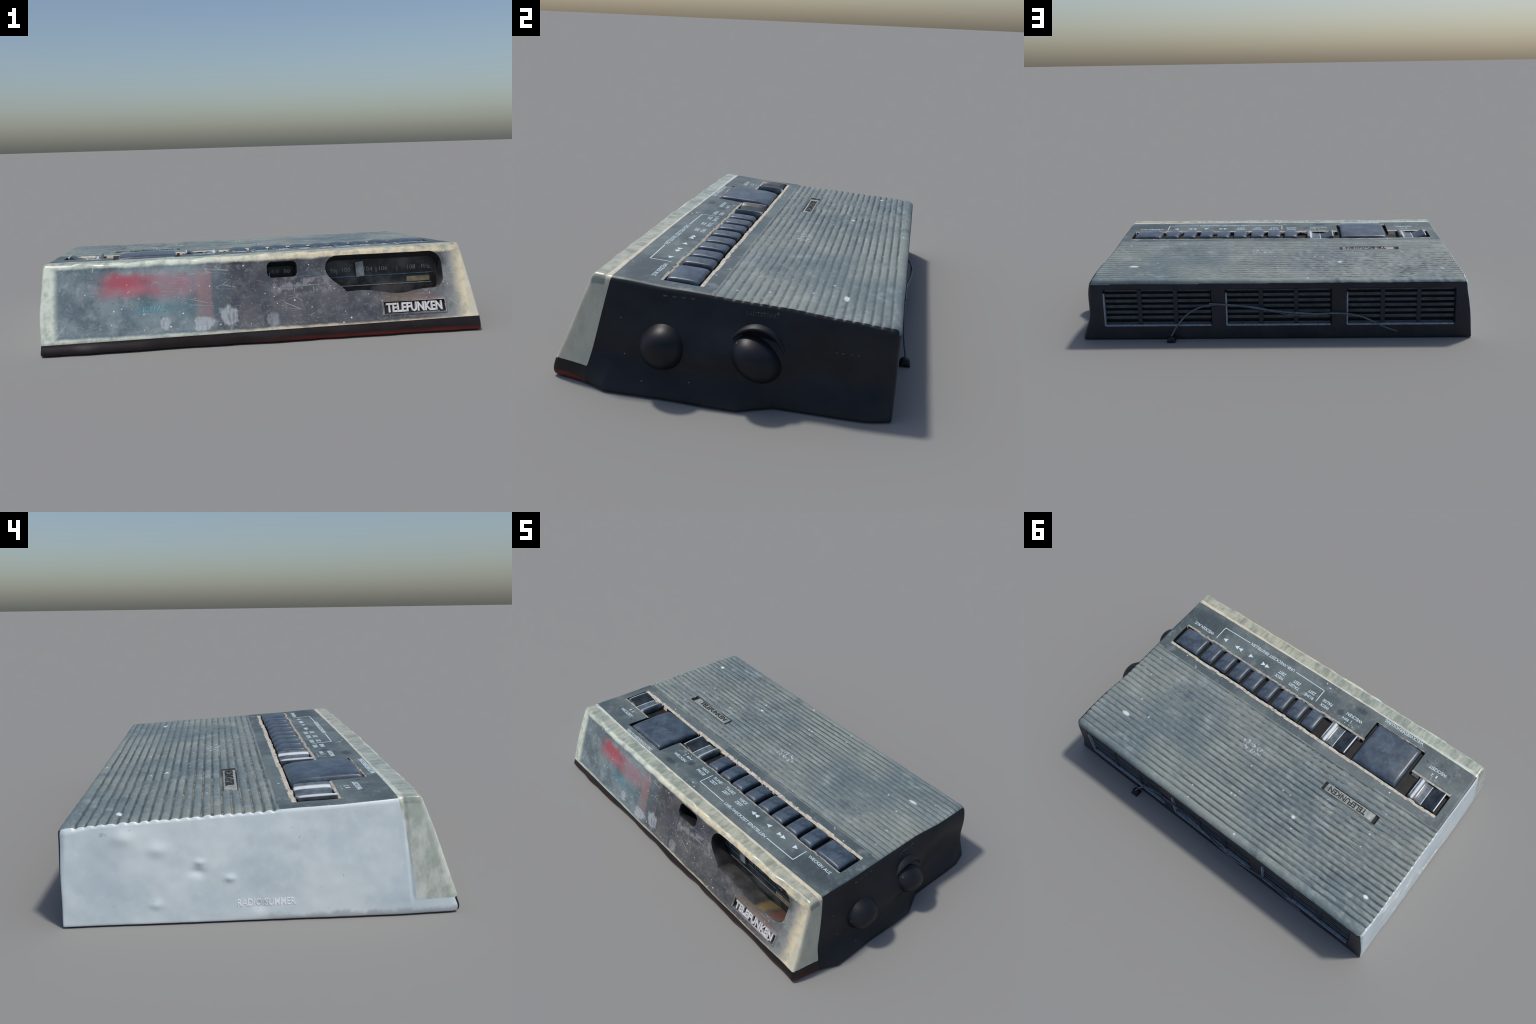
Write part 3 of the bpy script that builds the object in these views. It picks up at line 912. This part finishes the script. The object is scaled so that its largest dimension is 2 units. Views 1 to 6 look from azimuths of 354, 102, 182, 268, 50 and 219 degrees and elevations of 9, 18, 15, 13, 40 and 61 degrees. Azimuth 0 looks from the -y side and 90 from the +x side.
def panel_print():
    print_top("WECKEN AUS", 0.726, -0.286, 0.136, 0.018)
    for cx, sg, two in ((0.583, 1, 0), (0.488, 1, 1), (0.398, -1, 0), (0.299, -1, 1)):
        if two:
            arrow_top(cx - 0.013, -0.297, sg)
            arrow_top(cx + 0.013, -0.297, sg)
        else:
            arrow_top(cx, -0.297, sg)
    for a, b, cx in (("WECK", "ZEIT", 0.195), ("TAGES", "ZEIT", 0.095), ("RUHE", "ZEIT", -0.004), ("WECK", "PAUSE", -0.107)):
        print_top(a, cx, -0.283, 0.056 if a != "TAGES" else 0.066, 0.018)
        print_top(b, cx, -0.311, 0.046 if b == "ZEIT" else 0.060, 0.018)
    print_top("UHR-/WECKZEIT EINSTELLEN", 0.300, -0.361, 0.296, 0.018)
    for s in ((0.630, -0.276, 0.631, -0.358), (0.631, -0.358, 0.458, -0.361), (0.140, -0.361, -0.050, -0.359), (-0.050, -0.359, -0.052, -0.279)):
        strip_top(*s, 0.0042)
    print_top("WECKEN", -0.273, -0.321, 0.096, 0.018)
    print_top("AUS", -0.310, -0.291, 0.036, 0.014, "dim")
    print_top("|", -0.272, -0.291, 0.003, 0.020)
    print_top("EIN", -0.238, -0.288, 0.036, 0.014)
    for dx in (-0.294, -0.273, -0.248):
        print_top(".", dx, -0.269, 0.005, 0.005)
    print_top("WECKWIEDERHOLUNG", -0.525, -0.406, 0.232, 0.018)
    print_top("WECKZEIT", -0.782, -0.322, 0.100, 0.018)
    print_top("1", -0.793, -0.290, 0.007, 0.016)
    print_top("2", -0.769, -0.288, 0.011, 0.016)
    for dx in (-0.798, -0.774):
        print_top(".", dx, -0.270, 0.005, 0.005)

def top_badge():
    x0, x1, y0, y1 = -0.668, -0.388, 0.055, 0.101
    n = Vector((-0.008, 0.058, 1)).normalized()
    V, F = dome_block(x1 - x0, y1 - y0, 0.008, 0.0, 8, 0.002, lambda X, Y: 0 * X)
    o = mesh_object("badge_plate", V, F, MAT["plate"])
    set_on_top(o, (x0 + x1) / 2, (y0 + y1) / 2, -0.0005)
    tx, ty, F = text_mesh("TELEFUNKEN", 0.220, 0.030, bold=0.02)
    x, y = -0.515 + tx, (y0 + y1) / 2 + ty
    V, F = thicken(np.stack([x, y, ztop(x, y) + 0.0012], -1), F, (0, 0, 1), 0.003)
    mesh_object("badge_lettering", V, F, MAT["ink"], False)

def front_frame(x, z, deep=0.0):
    """depth of the plain window surface at real x, z"""
    w = z / ztop(x, -0.54)
    s = (x - left_x(w)) / (right_x(w, 0.0) - left_x(w))
    for _ in range(4):
        w = (z - low_tilt(w, s)) / ztop(x, front_y(w, s))
    return front_y(w, s) + deep

def dial_openings():
    """smooth walls and floors behind the two openings of the window"""
    for cx, cz, reach in ((0.052, 0.301, 0.12), (0.520, 0.262, 0.34)):
        n = 220
        a = np.linspace(0, 2 * math.pi, n, endpoint=False)
        lo, hi = np.zeros(n), np.full(n, reach)
        for _ in range(40):
            mid = (lo + hi) / 2
            ok = hole_inside(cx + mid * np.cos(a), cz + mid * np.sin(a)) > 0
            lo, hi = np.where(ok, mid, lo), np.where(ok, hi, mid)
        bx, bz = lo * np.cos(a), lo * np.sin(a)
        rings = []
        for grow, t in ((0.0012, 0.0), (-0.0005, 0.05), (-0.001, 0.3), (0.0, 0.65), (0.0, 1.0)):
            k = 1 + grow / np.maximum(lo, 1e-4)
            x, z0 = cx + bx * k, cz + bz * k
            y0 = front_frame(x, z0) + front_relief(x, z0) + 0.0012
            drop = np.where(bz < 0, 0.046, 0.032) * t ** 1.5
            rings.append(np.stack([x, y0 + (DIAL_Y + 0.002 - y0) * t, z0 - drop], -1))
        V = np.vstack(rings)
        F = [(i * n + k, i * n + (k + 1) % n, (i + 1) * n + (k + 1) % n, (i + 1) * n + k) for i in range(4) for k in range(n)]
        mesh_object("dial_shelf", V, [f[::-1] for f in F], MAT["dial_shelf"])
        rings = []
        for k in (1.04, 0.8, 0.6, 0.4, 0.2):
            x, z = cx + bx * k, cz + bz * k - np.where(bz < 0, 0.046, 0.032)
            rings.append(np.stack([x, 0 * x + DIAL_Y, z], -1))
        V = np.vstack(rings + [np.array([[cx, DIAL_Y, cz - 0.028]])])
        F = [(i * n + k, i * n + (k + 1) % n, (i + 1) * n + (k + 1) % n, (i + 1) * n + k) for i in range(4) for k in range(n)]
        F += [(4 * n + k, 4 * n + (k + 1) % n, 5 * n) for k in range(n)]
        mesh_object("dial_face", V, F, MAT["dial_recess"])

def print_front(name, body, cx, cz, width, height, mat, lift, thick=0.002, follow=False, shear=0.0, bold=0.0):
    tx, tz, F = text_mesh(body, width, height, bold=bold)
    if follow is None:
        cx, cz = cx - 0.006, cz + 0.005
    x, z = cx + tx, cz + tz
    y = (0 * x + DIAL_Y if follow is None else front_frame(x, z) + (front_relief(x, z) if follow else 0)) - lift
    V, F = thicken(np.stack([x, y, z], -1), F, (0, -1, 0.3), thick)
    return mesh_object(name, V, F, MAT[mat], False)

def bar_front(name, x0, z0, x1, z1, width, mat, lift, follow=False, thick=0.003):
    n = 24
    t = np.linspace(0, 1, n)
    if follow is None:
        x0, x1, z0, z1 = x0 - 0.006, x1 - 0.006, z0 + 0.005, z1 + 0.005
    dx, dz = x1 - x0, z1 - z0
    L = math.hypot(dx, dz)
    ox, oz = -dz / L * width / 2, dx / L * width / 2
    P = []
    for s in (1, -1):
        x, z = x0 + dx * t + s * ox, z0 + dz * t + s * oz
        y = (0 * x + DIAL_Y if follow is None else front_frame(x, z) + (front_relief(x, z) if follow else 0)) - lift
        P.append(np.stack([x, y, z], -1))
    P = np.vstack(P)
    F = [(n + i, n + i + 1, i + 1, i) for i in range(n - 1)]
    V, F = thicken(P, F, (0, -1, 0.3), thick)
    return mesh_object(name, V, F, MAT[mat], False)

def front_details():
    # raised silver letters in the sunk badge
    print_front("badge_lettering", "TELEFUNKEN", 0.626, 0.1175, 0.254, 0.039, "pale", 0.001, 0.010, bold=0.035)
    x0, x1, z0, z1 = BADGE_F
    for a, w in (((x0 - 0.006, z1 + 0.003, x1 + 0.006, z1 + 0.003), 0.005), ((x0 - 0.004, z0 - 0.004, x0 - 0.004, z1 + 0.003), 0.006),
                 ((x1 + 0.003, z0 - 0.002, x1 + 0.003, z1 + 0.003), 0.003)):
        bar_front("badge_frame", *a, w, "frame", 0.0030, False, 0.008)
    # what is printed on and behind the pane
    print_front("lettering", "DIGITAL", -0.515, 0.166, 0.120, 0.022, "teal", 0.0012, 0.002, True)
    for a in ((-0.172, 0.187, -0.004, 0.189), (-0.004, 0.189, -0.004, 0.289), (-0.172, 0.187, -0.172, 0.276)):
        bar_front("frame_line", *a, 0.0022, "blue", 0.0010, True, 0.002)
    bar_front("frame_line", 0.12, 0.268, 0.245, 0.272, 0.003, "blue", 0.0010, True, 0.002)
    bar_front("scale_line", 0.02, 0.226, 0.26, 0.232, 0.003, "dim", 0.0010, True, 0.002)
    for x in (0.10, 0.185, 0.262):
        bar_front("scale_line", x, 0.198, x, 0.224, 0.004, "dim", 0.0010, True, 0.002)
    D, flat = 0.0015, None          # printed on the upright dial face
    for body, cx, w in (("VKW", 0.034, 0.045), ("88", 0.090, 0.030)):
        print_front("dial_number", body, cx, 0.277, w, 0.020, "dim", D, follow=flat)
    for body, cx, w in (("96", 0.298, 0.028), ("100", 0.359, 0.038), ("104", 0.460, 0.038), ("106", 0.530, 0.038), ("108", 0.661, 0.038), ("MHz", 0.728, 0.040)):
        print_front("dial_number", body, cx, 0.268, w, 0.020, "dim", D, follow=flat)
    for x in (0.316, 0.497, 0.594):
        bar_front("scale_line", x, 0.250, x, 0.273, 0.003, "dim", D, follow=flat)
    bar_front("scale_line", 0.27, 0.236, 0.762, 0.239, 0.0035, "blue", D, flat)
    bar_front("dial_strip", 0.64, 0.213, 0.748, 0.214, 0.024, "amber", D, flat)
    bar_front("scale_line", 0.32, 0.194, 0.755, 0.195, 0.0035, "dim", D, follow=flat)
    bar_front("dial_needle", 0.422, 0.238, 0.414, 0.305, 0.036, "needle", 0.014, flat, 0.008)

def side_print():
    tx, tz, F = text_mesh("RADIO/SUMMER", 0.172, 0.022, bold=0.004)
    y, z = -0.016 - tx, 0.058 + tz
    w = z / ztop(-0.97, y)
    x = left_x(w) + left_relief(y, z) - 0.0010
    V, F = thicken(np.stack([x, y, z], -1), F, (-1, 0, 0), 0.003)
    mesh_object("lettering", V, F, MAT["sidewhite"], False)

    def right(body, cy, cz, width, height):
        tx, tz, F = text_mesh(body, width, height)
        y, z = cy + tx, cz + tz
        w = z / ztop(0.9, y)
        v = (y + 0.6) / 1.18
        x = right_x(w, v) - right_relief(y, z) + 0.0018
        V, F = thicken(np.stack([x, y, z], -1), F, (1, 0, 0), 0.003)
        mesh_object("lettering", V, F, MAT["faint"], False)
    right("LAUTSTÄRKE", 0.122, 0.303, 0.110, 0.016)
    right("- - - -", -0.165, 0.328, 0.110, 0.005)
    right("- -  - -", 0.407, 0.208, 0.080, 0.006)

# ------------------------------------------------------------------ build
def build():
    global ROOT
    ROOT = bpy.data.objects.new("clock_radio", None)
    bpy.context.scene.collection.objects.link(ROOT)
    ROOT.rotation_euler = (0, 0, TURN)
    ROOT["label"] = "dusty old clock radio with ribbed top and scratched window"
    ROOT["category"] = "clock radio"
    make_materials()
    shell_parts()
    keys()
    vents()
    wires()
    knobs()
    panel_print()
    top_badge()
    dial_openings()
    front_details()
    side_print()

build()
